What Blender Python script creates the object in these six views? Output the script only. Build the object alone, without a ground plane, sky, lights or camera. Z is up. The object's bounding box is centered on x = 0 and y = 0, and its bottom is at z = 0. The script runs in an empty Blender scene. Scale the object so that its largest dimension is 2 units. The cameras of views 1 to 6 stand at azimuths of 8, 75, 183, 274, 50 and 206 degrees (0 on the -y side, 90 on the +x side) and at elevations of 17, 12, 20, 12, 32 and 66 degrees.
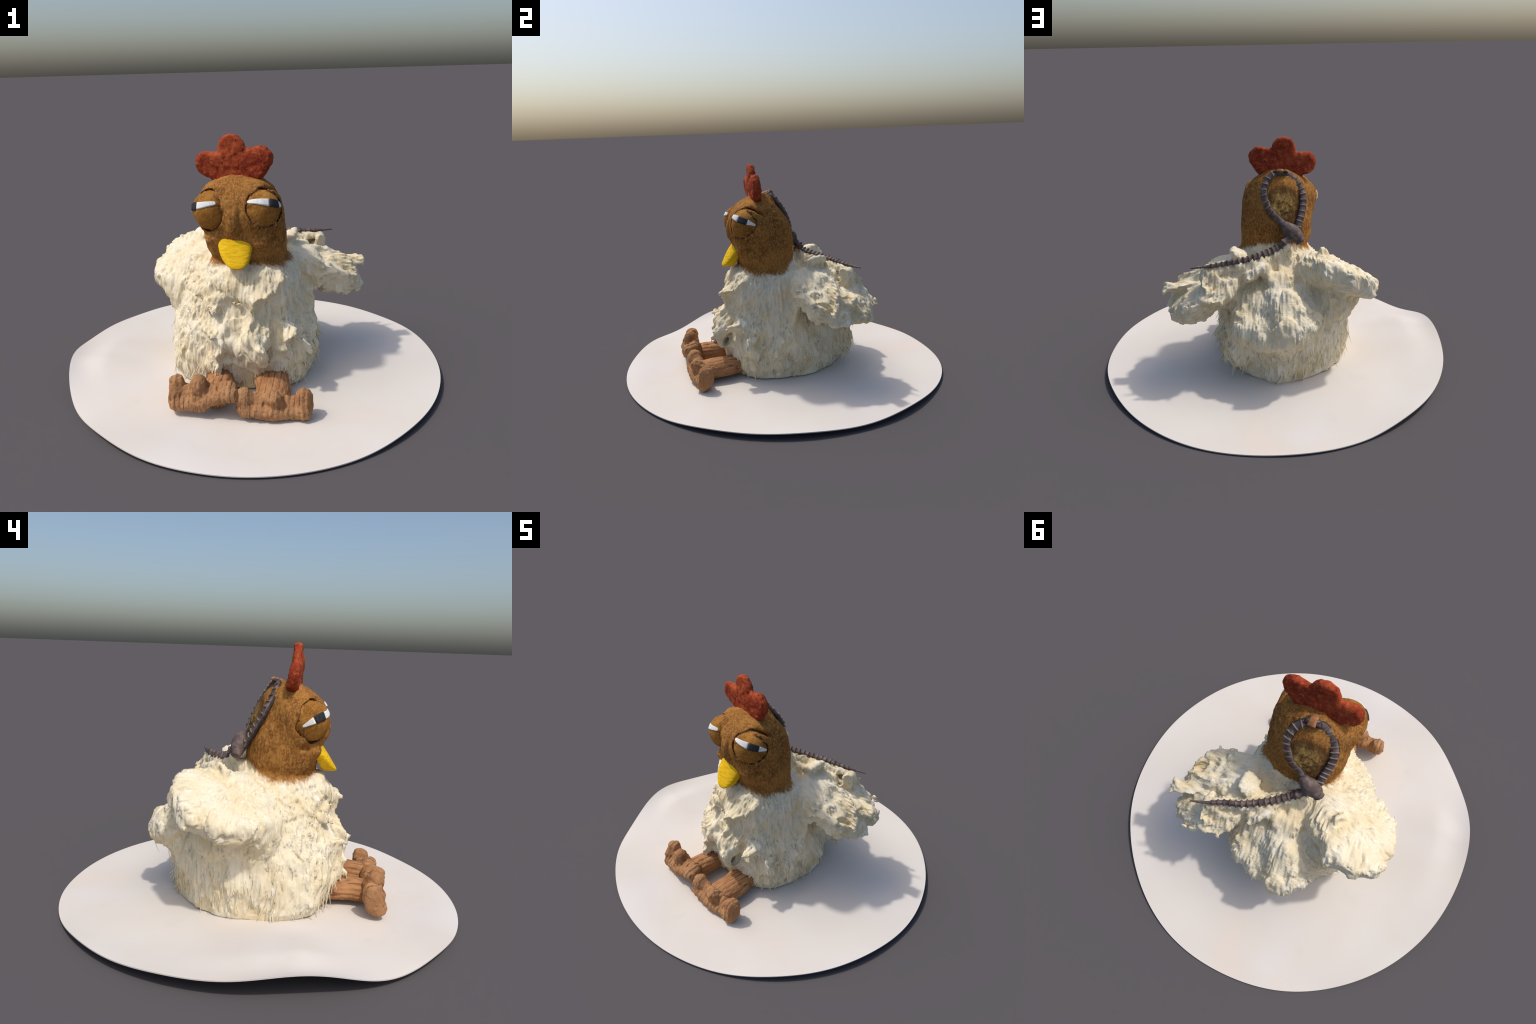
"""A plush chicken sitting on a slightly curled round sheet of white paper,
with a dark bony strap creature clinging to the back of its head."""
import bpy, math, time
import numpy as np
from mathutils import Vector

RNG = np.random.default_rng(7)

# ------------------------------------------------------------------ helpers
def smooth(a, b, x):
    t = np.clip((x - a) / (b - a), 0, 1)
    return t * t * (3 - 2 * t)

_TAB = np.random.default_rng(3).random((32, 32, 32)).astype(np.float32) * 2 - 1
def vnoise(p, scale, seed=0):
    """value noise, p (...,3) -> -1..1"""
    q = p * scale + seed * 7.31
    i = np.floor(q).astype(int)
    f = (q - i); f = f * f * (3 - 2 * f)
    i &= 31; j = (i + 1) & 31
    x0, y0, z0 = i[..., 0], i[..., 1], i[..., 2]
    x1, y1, z1 = j[..., 0], j[..., 1], j[..., 2]
    fx, fy, fz = f[..., 0], f[..., 1], f[..., 2]
    def L(a, b, t): return a + (b - a) * t
    return L(L(L(_TAB[x0, y0, z0], _TAB[x1, y0, z0], fx), L(_TAB[x0, y1, z0], _TAB[x1, y1, z0], fx), fy),
             L(L(_TAB[x0, y0, z1], _TAB[x1, y0, z1], fx), L(_TAB[x0, y1, z1], _TAB[x1, y1, z1], fx), fy), fz)

def fnoise(p, scale, oct=3, seed=0):
    s = 0; a = 1; tot = 0
    for o in range(oct):
        s = s + a * vnoise(p, scale * 2 ** o, seed + o); tot += a; a *= .5
    return s / tot

def smin(a, b, k):
    h = np.maximum(k - np.abs(a - b), 0) / k
    return np.minimum(a, b) - h * h * k * .25

def basis(n, t):
    n = np.array(n, float); n /= np.linalg.norm(n)
    t = np.array(t, float); t = t - n * (t @ n); t /= np.linalg.norm(t)
    return np.stack([t, np.cross(n, t), n])          # rows: long, wide, thick

def ellipsoid(P, c, r, R=None):
    q = P - np.asarray(c, np.float32)
    if R is not None: q = q @ R.T.astype(np.float32)
    r = np.asarray(r, np.float32)
    k0 = np.sqrt(((q / r) ** 2).sum(-1)); k1 = np.sqrt(((q / (r * r)) ** 2).sum(-1)) + 1e-6
    return k0 * (k0 - 1) / k1

def pad(P, c, r, R=None):
    """thick cushion with a blunt rim"""
    q = P - np.asarray(c, np.float32)
    if R is not None: q = q @ R.T.astype(np.float32)
    rho = np.sqrt((q[..., 0] / r[0]) ** 2 + (q[..., 1] / r[1]) ** 2)
    return ((rho ** 3.2 + np.abs(q[..., 2] / r[2]) ** 3.2) ** (1 / 3.2) - 1) * (r[2] + .25 * (r[0] - r[2]) * np.clip(rho, 0, 1) ** 4)

def capsule(P, a, b, ra, rb=None):
    rb = ra if rb is None else rb
    a = np.asarray(a, np.float32); b = np.asarray(b, np.float32)
    ab = b - a; t = np.clip(((P - a) @ ab) / (ab @ ab), 0, 1)
    return np.linalg.norm(P - a - t[..., None] * ab, axis=-1) - (ra + (rb - ra) * t)

class Field:
    """a signed distance field on a regular grid, meshed by surface nets"""
    def __init__(s, lo, hi, h):
        s.lo = np.array(lo, np.float32); s.h = h
        s.n = np.ceil((np.array(hi) - lo) / h).astype(int) + 1
        s.ax = [s.lo[k] + h * np.arange(s.n[k], dtype=np.float32) for k in range(3)]
        s.D = np.full(s.n, 1.0, np.float32)
    def box(s, c, r):
        a = np.maximum(((np.asarray(c) - r - s.lo) / s.h).astype(int), 0)
        b = np.minimum(((np.asarray(c) + r - s.lo) / s.h).astype(int) + 2, s.n)
        return tuple(slice(a[k], max(b[k], a[k])) for k in range(3))
    def pts(s, sl):
        g = np.meshgrid(*[s.ax[k][sl[k]] for k in range(3)], indexing='ij')
        return np.stack(g, -1)
    def add(s, fn, c, r, k):
        sl = s.box(c, r); P = s.pts(sl)
        if P.size == 0: return
        s.D[sl] = smin(s.D[sl], fn(P), k)
    def sub(s, fn, c, r, k):
        sl = s.box(c, r); P = s.pts(sl)
        if P.size == 0: return
        s.D[sl] = -smin(-s.D[sl], fn(P), k)
    def sample(s, P):
        q = np.clip((P - s.lo) / s.h, 0, s.n - 1.001); i = q.astype(int); f = q - i
        D = s.D; x, y, z = i.T; fx, fy, fz = f.T
        def L(a, b, t): return a + (b - a) * t
        return L(L(L(D[x, y, z], D[x+1, y, z], fx), L(D[x, y+1, z], D[x+1, y+1, z], fx), fy),
                 L(L(D[x, y, z+1], D[x+1, y, z+1], fx), L(D[x, y+1, z+1], D[x+1, y+1, z+1], fx), fy), fz)
    def mesh(s):
        D = s.D; ins = D < 0
        c = [n - 1 for n in s.n]
        cnt = np.zeros(c, np.int8); acc = np.zeros(c + [3], np.float32)
        corner = lambda A, o: A[o[0]:o[0]+c[0], o[1]:o[1]+c[1], o[2]:o[2]+c[2]]
        act = np.zeros(c, bool); first = corner(ins, (0, 0, 0))
        offs = [(a, b, d) for a in (0, 1) for b in (0, 1) for d in (0, 1)]
        for o in offs: act |= corner(ins, o) != first
        I = np.argwhere(act)
        idx = -np.ones(c, np.int32); idx[act] = np.arange(len(I))
        acc = np.zeros((len(I), 3)); n = np.zeros(len(I))
        for o in offs:
            for k in range(3):
                if o[k]: continue
                o2 = list(o); o2[k] = 1
                A = I + o; B = I + o2
                da = D[A[:, 0], A[:, 1], A[:, 2]]; db = D[B[:, 0], B[:, 1], B[:, 2]]
                m = (da < 0) != (db < 0)
                t = np.where(m, da / np.where(m, da - db, 1), 0)
                p = np.array(o, float)[None].repeat(len(I), 0); p[:, k] = t
                acc[m] += p[m]; n[m] += 1
        V = (I + acc / n[:, None]) * s.h + s.lo
        F = []
        for k in range(3):
            a, b = (k + 1) % 3, (k + 2) % 3
            sl0 = [slice(None)] * 3; sl1 = [slice(None)] * 3
            sl0[k] = slice(0, -1); sl1[k] = slice(1, None)
            d0 = ins[tuple(sl0)]; d1 = ins[tuple(sl1)]
            E = np.argwhere(d0 != d1)
            E = E[(E[:, a] > 0) & (E[:, b] > 0) & (E[:, a] < s.n[a] - 1) & (E[:, b] < s.n[b] - 1)]
            inside = ins[E[:, 0], E[:, 1], E[:, 2]]
            def at(da, db):
                q = E.copy(); q[:, a] -= da; q[:, b] -= db
                return idx[q[:, 0], q[:, 1], q[:, 2]]
            Q = np.stack([at(1, 1), at(0, 1), at(0, 0), at(1, 0)], 1)
            Q[~inside] = Q[~inside][:, ::-1]
            F.append(Q)
        return V, np.concatenate(F)

def vnormals(V, F):
    a = V[F[:, 2]] - V[F[:, 0]]; b = V[F[:, 3]] - V[F[:, 1]]
    fn = np.cross(a, b); N = np.zeros_like(V)
    for k in range(4): np.add.at(N, F[:, k], fn)
    return N / (np.linalg.norm(N, axis=1, keepdims=True) + 1e-12)

def edges_of(F):
    E = np.concatenate([F[:, [0, 1]], F[:, [1, 2]], F[:, [2, 3]], F[:, [3, 0]]])
    E = np.sort(E, 1); return np.unique(E, axis=0)

def relax(V, E, n, lam=.5):
    deg = np.zeros(len(V)); np.add.at(deg, E[:, 0], 1); np.add.at(deg, E[:, 1], 1)
    for _ in range(n):
        S = np.zeros_like(V); np.add.at(S, E[:, 0], V[E[:, 1]]); np.add.at(S, E[:, 1], V[E[:, 0]])
        V = V + lam * (S / deg[:, None] - V)
    return V

def streaks(V, E, N, flow, val, n, power=6):
    """drag random values along the lie of the fur, so that they run as strands"""
    d = V[E[:, 1]] - V[E[:, 0]]; d /= np.linalg.norm(d, axis=1, keepdims=True) + 1e-9
    f = flow - N * (flow * N).sum(1, keepdims=True); f /= np.linalg.norm(f, axis=1, keepdims=True) + 1e-9
    w0 = np.abs((d * f[E[:, 0]]).sum(1)) ** power; w1 = np.abs((d * f[E[:, 1]]).sum(1)) ** power
    for _ in range(n):
        S = val.copy(); W = np.ones(len(V))
        np.add.at(S, E[:, 0], w0 * val[E[:, 1]]); np.add.at(W, E[:, 0], w0)
        np.add.at(S, E[:, 1], w1 * val[E[:, 0]]); np.add.at(W, E[:, 1], w1)
        val = S / W
    return val / (val.std() + 1e-9)

# ------------------------------------------------------------------ materials
class Mat:
    def __init__(s, name, rough=.9, spec=.15):
        s.m = bpy.data.materials.new(name); s.m.use_nodes = True
        s.t = s.m.node_tree; s.b = s.t.nodes['Principled BSDF']
        s.b.inputs['Roughness'].default_value = rough
        s.b.inputs['Specular IOR Level'].default_value = spec
        s.co = s.t.nodes.new('ShaderNodeTexCoord').outputs['Object']
    def link(s, a, b): s.t.links.new(a, b)
    def put(s, sock, v):
        if hasattr(v, 'is_output'): s.link(v, sock)
        elif isinstance(v, (tuple, list)) and len(v) == 3 and sock.type == 'RGBA': sock.default_value = (*v, 1)
        else: sock.default_value = v
    def map(s, scale=(1, 1, 1), rot=(0, 0, 0), loc=(0, 0, 0)):
        n = s.t.nodes.new('ShaderNodeMapping'); s.link(s.co, n.inputs[0])
        n.inputs['Scale'].default_value = scale; n.inputs['Rotation'].default_value = rot; n.inputs['Location'].default_value = loc
        return n.outputs[0]
    def noise(s, scale, detail=3, vec=None, rough=.5, dist=0):
        n = s.t.nodes.new('ShaderNodeTexNoise'); s.link(vec or s.co, n.inputs['Vector'])
        n.inputs['Scale'].default_value = scale; n.inputs['Detail'].default_value = detail
        n.inputs['Roughness'].default_value = rough; n.inputs['Distortion'].default_value = dist
        return n.outputs['Fac']
    def wave(s, scale, vec=None, axis='X', dist=0, dscale=1):
        n = s.t.nodes.new('ShaderNodeTexWave'); s.link(vec or s.co, n.inputs['Vector']); n.bands_direction = axis
        n.inputs['Scale'].default_value = scale; n.inputs['Distortion'].default_value = dist; n.inputs['Detail Scale'].default_value = dscale
        return n.outputs['Fac']
    def voronoi(s, scale, vec=None):
        n = s.t.nodes.new('ShaderNodeTexVoronoi'); s.link(vec or s.co, n.inputs['Vector']); n.inputs['Scale'].default_value = scale
        return n.outputs['Distance']
    def ramp(s, fac, stops):
        n = s.t.nodes.new('ShaderNodeValToRGB'); s.link(fac, n.inputs[0]); cr = n.color_ramp
        while len(cr.elements) < len(stops): cr.elements.new(.5)
        for e, (p, c) in zip(cr.elements, stops):
            e.position = p; e.color = (*c, 1) if isinstance(c, tuple) else (c, c, c, 1)
        return n.outputs[0]
    def math(s, op, a, b=0., c=None, clamp=False):
        n = s.t.nodes.new('ShaderNodeMath'); n.operation = op; n.use_clamp = clamp
        s.put(n.inputs[0], a); s.put(n.inputs[1], b)
        if c is not None: s.put(n.inputs[2], c)
        return n.outputs[0]
    def step(s, x, a, b):
        n = s.t.nodes.new('ShaderNodeMapRange'); n.interpolation_type = 'SMOOTHSTEP'
        s.put(n.inputs['Value'], x); n.inputs['From Min'].default_value = a; n.inputs['From Max'].default_value = b
        if b < a:
            n.inputs['From Min'].default_value = b; n.inputs['From Max'].default_value = a
            n.inputs['To Min'].default_value = 1; n.inputs['To Max'].default_value = 0
        return n.outputs[0]
    def xyz(s):
        n = s.t.nodes.new('ShaderNodeSeparateXYZ'); s.link(s.co, n.inputs[0]); return n.outputs
    def dist(s, p):
        n = s.t.nodes.new('ShaderNodeVectorMath'); n.operation = 'DISTANCE'
        s.link(s.co, n.inputs[0]); n.inputs[1].default_value = p; return n.outputs['Value']
    def mix(s, f, a, b, mode='MIX'):
        n = s.t.nodes.new('ShaderNodeMix'); n.data_type = 'RGBA'; n.blend_type = mode
        s.put(n.inputs['Factor'], f); s.put(n.inputs['A'], a); s.put(n.inputs['B'], b)
        return [o for o in n.outputs if o.type == 'RGBA'][0]
    def color(s, c): s.put(s.b.inputs['Base Color'], c); return s
    def bump(s, h, strength=.5, dist=.01):
        n = s.t.nodes.new('ShaderNodeBump'); n.inputs['Strength'].default_value = strength; n.inputs['Distance'].default_value = dist
        s.link(h, n.inputs['Height']); s.link(n.outputs[0], s.b.inputs['Normal']); return s

EYE_L = (.081, -.220, .937); EYE_R = (-.155, -.218, .932); EYE_RAD = .096

def plush_material():
    """cream long pile below the neckline, short brown pile above it"""
    m = Mat('plush_pile', .95, .08)
    x, y, z = m.xyz()
    # neckline height: low in front and at the sides, high at the nape
    line = m.math('MULTIPLY_ADD', m.step(y, -.06, .10), .085, .637)
    front = m.step(y, -.20, -.29)
    line = m.math('MULTIPLY_ADD', front, .035, line)
    ex = m.math('DIVIDE', m.math('ADD', x, .02), .26); ey = m.math('DIVIDE', m.math('ADD', y, .10), .25)
    r2 = m.math('ADD', m.math('MULTIPLY', ex, ex), m.math('MULTIPLY', ey, ey))
    strand = m.noise(1, 3, m.map((70, 70, 9)))
    up = m.math('ADD', m.math('SUBTRACT', z, line), m.math('MULTIPLY_ADD', strand, .05, -.025))
    brown_mask = m.math('MULTIPLY', m.step(up, -.012, .022), m.step(r2, 1.0, .92))
    # cream
    big = m.noise(7, 3)
    cream = m.ramp(big, [(.3, (.80, .73, .57)), (.5, (.78, .68, .48)), (.70, (.72, .60, .38))])
    geo = m.t.nodes.new('ShaderNodeNewGeometry'); sp = m.t.nodes.new('ShaderNodeSeparateXYZ'); m.link(geo.outputs['Normal'], sp.inputs[0])
    flat = m.step(m.math('ABSOLUTE', sp.outputs[2]), .55, .8)
    f1 = m.noise(1, 4, m.map((110, 110, 16)), .6); f2 = m.noise(1, 4, m.map((22, 110, 110), rot=(0, 0, .5)), .6)
    fine = m.math('ADD', m.math('MULTIPLY', f1, m.math('SUBTRACT', 1, flat)), m.math('MULTIPLY', f2, flat))
    cream = m.mix(m.step(fine, .54, .78), cream, (.58, .48, .30))
    cream = m.mix(m.step(m.noise(30, 3), .55, .75), cream, (.82, .78, .67))
    # brown
    hb = m.noise(9, 4, rough=.6)
    hair = m.noise(1, 4, m.map((110, 110, 65)), .65)
    brown = m.ramp(hb, [(.3, (.150, .058, .016)), (.5, (.26, .106, .026)), (.7, (.39, .18, .045))])
    brown = m.mix(m.step(hair, .42, .7), brown, (.42, .22, .065))
    brown = m.mix(m.step(hair, .45, .22), brown, (.11, .046, .014))
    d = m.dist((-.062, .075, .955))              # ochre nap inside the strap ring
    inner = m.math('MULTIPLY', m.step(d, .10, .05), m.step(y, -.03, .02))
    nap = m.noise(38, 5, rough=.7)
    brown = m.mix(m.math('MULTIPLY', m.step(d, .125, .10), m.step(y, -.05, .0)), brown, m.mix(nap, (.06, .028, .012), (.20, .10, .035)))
    brown = m.mix(m.math('MULTIPLY', inner, m.step(nap, .38, .62)), brown, (.44, .275, .085))
    for c in (EYE_L, EYE_R):                     # dark thread round each eye
        d = m.math('ADD', m.dist(c), m.math('MULTIPLY_ADD', m.noise(40, 2), .006, -.003))
        ring = m.math('MULTIPLY', m.step(d, EYE_RAD + .002, EYE_RAD + .005), m.step(d, EYE_RAD + .011, EYE_RAD + .006))
        brown = m.mix(m.math('MULTIPLY', ring, m.math('MULTIPLY', m.step(m.noise(14, 3), .3, .6), .75)), brown, (.055, .020, .014))
    m.color(m.mix(brown_mask, cream, brown))
    h = m.mix(brown_mask, m.math('ADD', fine, m.math('MULTIPLY', m.noise(60, 3), .5)), hair)
    m.bump(h, .55, .006)
    return m.m

def eyelid_material():
    m = Mat('eyelid_pile', .95, .08)
    hair = m.noise(90, 5, rough=.7)
    c = m.ramp(m.noise(11, 4), [(.3, (.20, .082, .018)), (.5, (.31, .135, .028)), (.7, (.42, .20, .045))])
    c = m.mix(m.step(hair, .5, .72), c, (.44, .235, .06))
    c = m.mix(m.step(hair, .46, .25), c, (.11, .048, .014))
    return m.color(c).bump(hair, .6, .008).m

def comb_material():
    m = Mat('comb_felt', .9, .1)
    g = m.noise(45, 5, rough=.7)
    c = m.ramp(m.noise(8, 4), [(.3, (.17, .022, .012)), (.5, (.29, .042, .018)), (.7, (.42, .080, .030))])
    c = m.mix(m.step(g, .5, .75), c, (.58, .15, .05))
    c = m.mix(m.step(g, .48, .28), c, (.10, .012, .009))
    c = m.mix(m.math('MULTIPLY', m.step(m.voronoi(120), .35, .1), .5), c, (.60, .17, .06))
    return m.color(c).bump(g, .7, .01).m

def beak_material():
    m = Mat('beak_felt', .9, .1)
    g = m.noise(1, 4, m.map((25, 40, 130)), .6)
    c = m.ramp(g, [(.3, (.66, .36, .010)), (.55, (.80, .50, .016)), (.75, (.88, .62, .04))])
    return m.color(c).bump(g, .5, .008).m

def knit_material():
    m = Mat('sock_knit', .92, .1)
    v = m.map((1, 1, 1))
    g = m.noise(60, 5, rough=.65)
    st = m.voronoi(110, m.map((1, 1, .7)))
    rb = m.wave(14, m.map((1, .4, .12)), 'X', 1.6, 1.5)
    c = m.ramp(m.noise(10, 3), [(.3, (.30, .145, .065)), (.5, (.38, .195, .09)), (.7, (.45, .245, .115))])
    c = m.mix(m.step(g, .45, .25), c, (.17, .075, .035))
    c = m.mix(m.step(st, .32, .05), c, (.47, .26, .125))
    c = m.mix(m.math('MULTIPLY', m.step(rb, .2, .0), m.step(m.noise(22, 3), .45, .65)), c, (.16, .07, .035))
    h = m.math('ADD', m.math('MULTIPLY', st, -.6), m.math('ADD', g, m.math('MULTIPLY', rb, .35)))
    return m.color(c).bump(h, .6, .006).m

def rib_material():
    """lengthwise corduroy ribs of the legs; x of the object is across the leg"""
    m = Mat('sock_rib', .92, .1)
    g = m.noise(1, 4, m.map((60, 14, 60)), .6)
    w = m.wave(10, m.map((1, .05, .5)), 'X', 2.2, 1.2)
    c = m.ramp(m.noise(10, 3), [(.3, (.33, .155, .068)), (.5, (.41, .205, .092)), (.7, (.48, .255, .12))])
    c = m.mix(m.math('MULTIPLY', m.step(w, .16, .0), m.step(m.noise(25, 3), .35, .55)), c, (.20, .09, .045))
    c = m.mix(m.step(g, .5, .28), c, (.24, .11, .05))
    st = m.wave(46, m.map((0, 1, 0)), 'Y', 1.5, 3)
    return m.color(c).bump(m.math('ADD', g, m.math('MULTIPLY', st, .25)), .5, .006).m

def leather_material(name, base, hi):
    m = Mat(name, .62, .3)
    c = m.mix(m.step(m.noise(40, 4), .42, .68), base, hi)
    c = m.mix(m.step(m.noise(14, 3), .55, .75), c, tuple(v * .6 for v in base))
    return m.color(c).bump(m.noise(90, 4), .25, .006).m

def thread_material(name, col, col2):
    m = Mat(name, .6, .3)
    w = m.wave(60, m.map((1, .6, .15)), 'X', 2, 3)
    return m.color(m.mix(w, col, col2)).bump(w, .4, .004).m

def paper_material():
    m = Mat('paper', .85, .15)
    a = m.noise(1.3, 3); b = m.noise(2.1, 3, m.map((1, 1, 1), loc=(3, 5, 1)))
    c = m.ramp(a, [(.35, (.685, .645, .61)), (.5, (.675, .62, .56)), (.65, (.685, .64, .585))])
    c = m.mix(m.step(b, .55, .75), c, (.69, .615, .54))
    c = m.mix(m.math('MULTIPLY', m.step(m.noise(5, 5), .6, .8), .5), c, (.61, .57, .525))
    return m.color(c).bump(m.noise(6, 4), .08, .01).m

# ------------------------------------------------------------------ mesh out
def make(name, V, F, mat, parent=None, normals=None, smooth_shade=True):
    me = bpy.data.meshes.new(name)
    me.from_pydata([tuple(map(float, v)) for v in V], [], [tuple(int(i) for i in f) for f in F])
    me.update()
    if smooth_shade: me.polygons.foreach_set('use_smooth', [True] * len(me.polygons))
    if normals is not None: me.normals_split_custom_set_from_vertices([tuple(map(float, n)) for n in normals])
    me.materials.append(mat)
    ob = bpy.data.objects.new(name, me); bpy.context.scene.collection.objects.link(ob)
    if parent: ob.parent = parent
    return ob

def spline(P, n):
    """Catmull-Rom through the points, evenly resampled"""
    P = np.asarray(P, float); Q = np.vstack([2 * P[0] - P[1], P, 2 * P[-1] - P[-2]])
    out = []
    for i in range(1, len(Q) - 2):
        t = np.linspace(0, 1, 24, endpoint=False)[:, None]
        a, b, c, d = Q[i - 1], Q[i], Q[i + 1], Q[i + 2]
        out.append(.5 * ((2 * b) + (c - a) * t + (2 * a - 5 * b + 4 * c - d) * t ** 2 + (3 * b - a - 3 * c + d) * t ** 3))
    out = np.vstack(out + [P[-1:]])
    s = np.concatenate([[0], np.cumsum(np.linalg.norm(np.diff(out, axis=0), axis=1))])
    u = np.linspace(0, s[-1], n)
    return np.stack([np.interp(u, s, out[:, k]) for k in range(out.shape[1])], 1)

def frames(C, up):
    T = np.gradient(C, axis=0); T /= np.linalg.norm(T, axis=1, keepdims=True)
    up = np.broadcast_to(np.asarray(up, float), C.shape)
    S = np.cross(T, up); S /= np.linalg.norm(S, axis=1, keepdims=True)
    return T, S, np.cross(S, T)

def sweep(C, up, rw, rh, nseg=20, shape=None):
    """tube along C; half width rw, half height rh per ring; shape(ang,i)->factor"""
    T, S, U = frames(C, up); n = len(C)
    rw = np.broadcast_to(rw, n); rh = np.broadcast_to(rh, n)
    a = np.linspace(0, 2 * np.pi, nseg, endpoint=False)
    V = []
    for i in range(n):
        f = np.ones(nseg) if shape is None else shape(a, i / (n - 1))
        V.append(C[i] + (np.cos(a) * rw[i] * f)[:, None] * S[i] + (np.sin(a) * rh[i] * f)[:, None] * U[i])
    V = np.vstack(V + [C[:1], C[-1:]])
    F = [(i * nseg + j, i * nseg + (j + 1) % nseg, (i + 1) * nseg + (j + 1) % nseg, (i + 1) * nseg + j)
         for i in range(n - 1) for j in range(nseg)]
    m = n * nseg
    F += [(m, (j + 1) % nseg, j) for j in range(nseg)] + [(m + 1, (n - 1) * nseg + j, (n - 1) * nseg + (j + 1) % nseg) for j in range(nseg)]
    return V, F

def empty(name, loc=(0, 0, 0)):
    ob = bpy.data.objects.new(name, None); bpy.context.scene.collection.objects.link(ob); ob.location = loc
    return ob

# ------------------------------------------------------------------ paper disc
RIM_R = [0.999, 0.0015, -0.0024, -0.0007, 0.0002, 0.0002, -0.001, 0.0003, 0.0005, 0.0012, 0, 0.0009, 0.0007, 0.0004, 0.0006, -0.0009, 0.0006, -0.0003, -0.0003, 0, 0.0001, -0.0001, 0.0002, -0.0003, 0.0001]
RIM_Z = [0.0304, -0.0191, -0.0056, 0.0271, 0.0023, -0.0065, -0.0006, 0.0028, 0.0025, -0.0056, -0.0043, 0.001, 0.0038, -0.001, -0.0051, -0.0007, 0.0046, 0.0011, -0.0024, -0.0027, -0.001, 0.003, -0.0006, -0.0012, -0.0006]
def fourier(c, th, rho=None):
    s = np.full_like(th, c[0])
    for k in range(1, len(c) // 2 + 1):
        a = 1 if rho is None else rho ** (.7 * k + 2.2)
        s = s + a * (c[2 * k - 1] * np.cos(k * th) + c[2 * k] * np.sin(k * th))
    return s
PAPER_T = .005
def paper_top(x, y):
    th = np.arctan2(y, x); r = np.hypot(x, y) / fourier(RIM_R, th)
    z = fourier(RIM_Z, th, np.clip(r, 0, 1))
    def mound(cx, cy, sx, sy, h): return h * np.exp(-((x - cx) / sx) ** 2 - ((y - cy) / sy) ** 2)
    edge = 1 - smooth(.8, 1., r)
    z = z - .006 + edge * (mound(-.72, -.12, .24, .26, .040) - mound(.8, .6, .2, .2, .008) - mound(-.75, .62, .2, .2, .010) + mound(-.80, -.24, .2, .09, .016) + mound(.0, .47, .30, .13, .012) + mound(.6, .25, .12, .15, .006) - mound(0, -.76, .3, .14, .012) - mound(.3, .75, .35, .14, .004))
    z = z + .006 * smooth(.7, 1., r) + .0008 * vnoise(np.stack([x, y, x * 0], -1), 4, 5)
    lo = PAPER_T + .0005
    return np.where(z < lo + .01, lo + .01 * np.exp((np.minimum(z - lo - .01, 0)) / .01), z)

def build_paper():
    nr, nt = 60, 240
    th = np.linspace(0, 2 * np.pi, nt, endpoint=False)
    R = fourier(RIM_R, th)
    V = [(0., 0., float(paper_top(np.array([0.]), np.array([0.]))[0]))]
    for i in range(1, nr + 1):
        x = R * np.cos(th) * i / nr; y = R * np.sin(th) * i / nr
        V += list(zip(x, y, paper_top(x, y)))
    V = np.array(V); n = len(V)
    B = V.copy(); B[:, 2] -= PAPER_T; V = np.vstack([V, B])
    F = [(0, 1 + j, 1 + (j + 1) % nt) for j in range(nt)]
    for i in range(nr - 1):
        a = 1 + i * nt; b = a + nt
        F += [(a + j, b + j, b + (j + 1) % nt, a + (j + 1) % nt) for j in range(nt)]
    F += [tuple(n + k for k in f[::-1]) for f in F]
    e = 1 + (nr - 1) * nt
    F += [(e + j, n + e + j, n + e + (j + 1) % nt, e + (j + 1) % nt) for j in range(nt)]
    ob = make('paper_disc', V, F, paper_material())
    mod = ob.modifiers.new('flat_rim', 'EDGE_SPLIT'); mod.split_angle = math.radians(50)
    ob['label'] = 'thin round white paper sheet with gently curled edge'; ob['category'] = 'paper disc'
    return ob

# ------------------------------------------------------------------ plush body
# height, left, right, front, back of the cross-sections
TORSO = np.array([
    (.000, -.40, .31, -.32, .41), (.04, -.41, .325, -.340, .41), (.10, -.425, .330, -.370, .415),
    (.20, -.43, .320, -.380, .425), (.30, -.42, .315, -.375, .44), (.40, -.39, .300, -.360, .42),
    (.50, -.33, .265, -.355, .33), (.58, -.27, .23, -.350, .235), (.65, -.20, .195, -.295, .12), (.70, -.12, .11, -.18, .03)])
HEAD = np.array([
    (.56, -.11, .14, -.13, .04), (.62, -.158, .185, -.18, .07), (.66, -.182, .192, -.235, .085), (.70, -.202, .192, -.268, .08), (.74, -.215, .193, -.28, .083),
    (.80, -.22, .194, -.295, .083), (.86, -.212, .191, -.310, .078), (.92, -.195, .178, -.316, .068), (.98, -.19, .158, -.306, .040),
    (1.02, -.19, .13, -.277, .018), (1.06, -.172, .10, -.240, -.008), (1.09, -.13, .065, -.185, -.035), (1.112, -.07, .00, -.13, -.07)])
TUBE_END = .02

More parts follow.
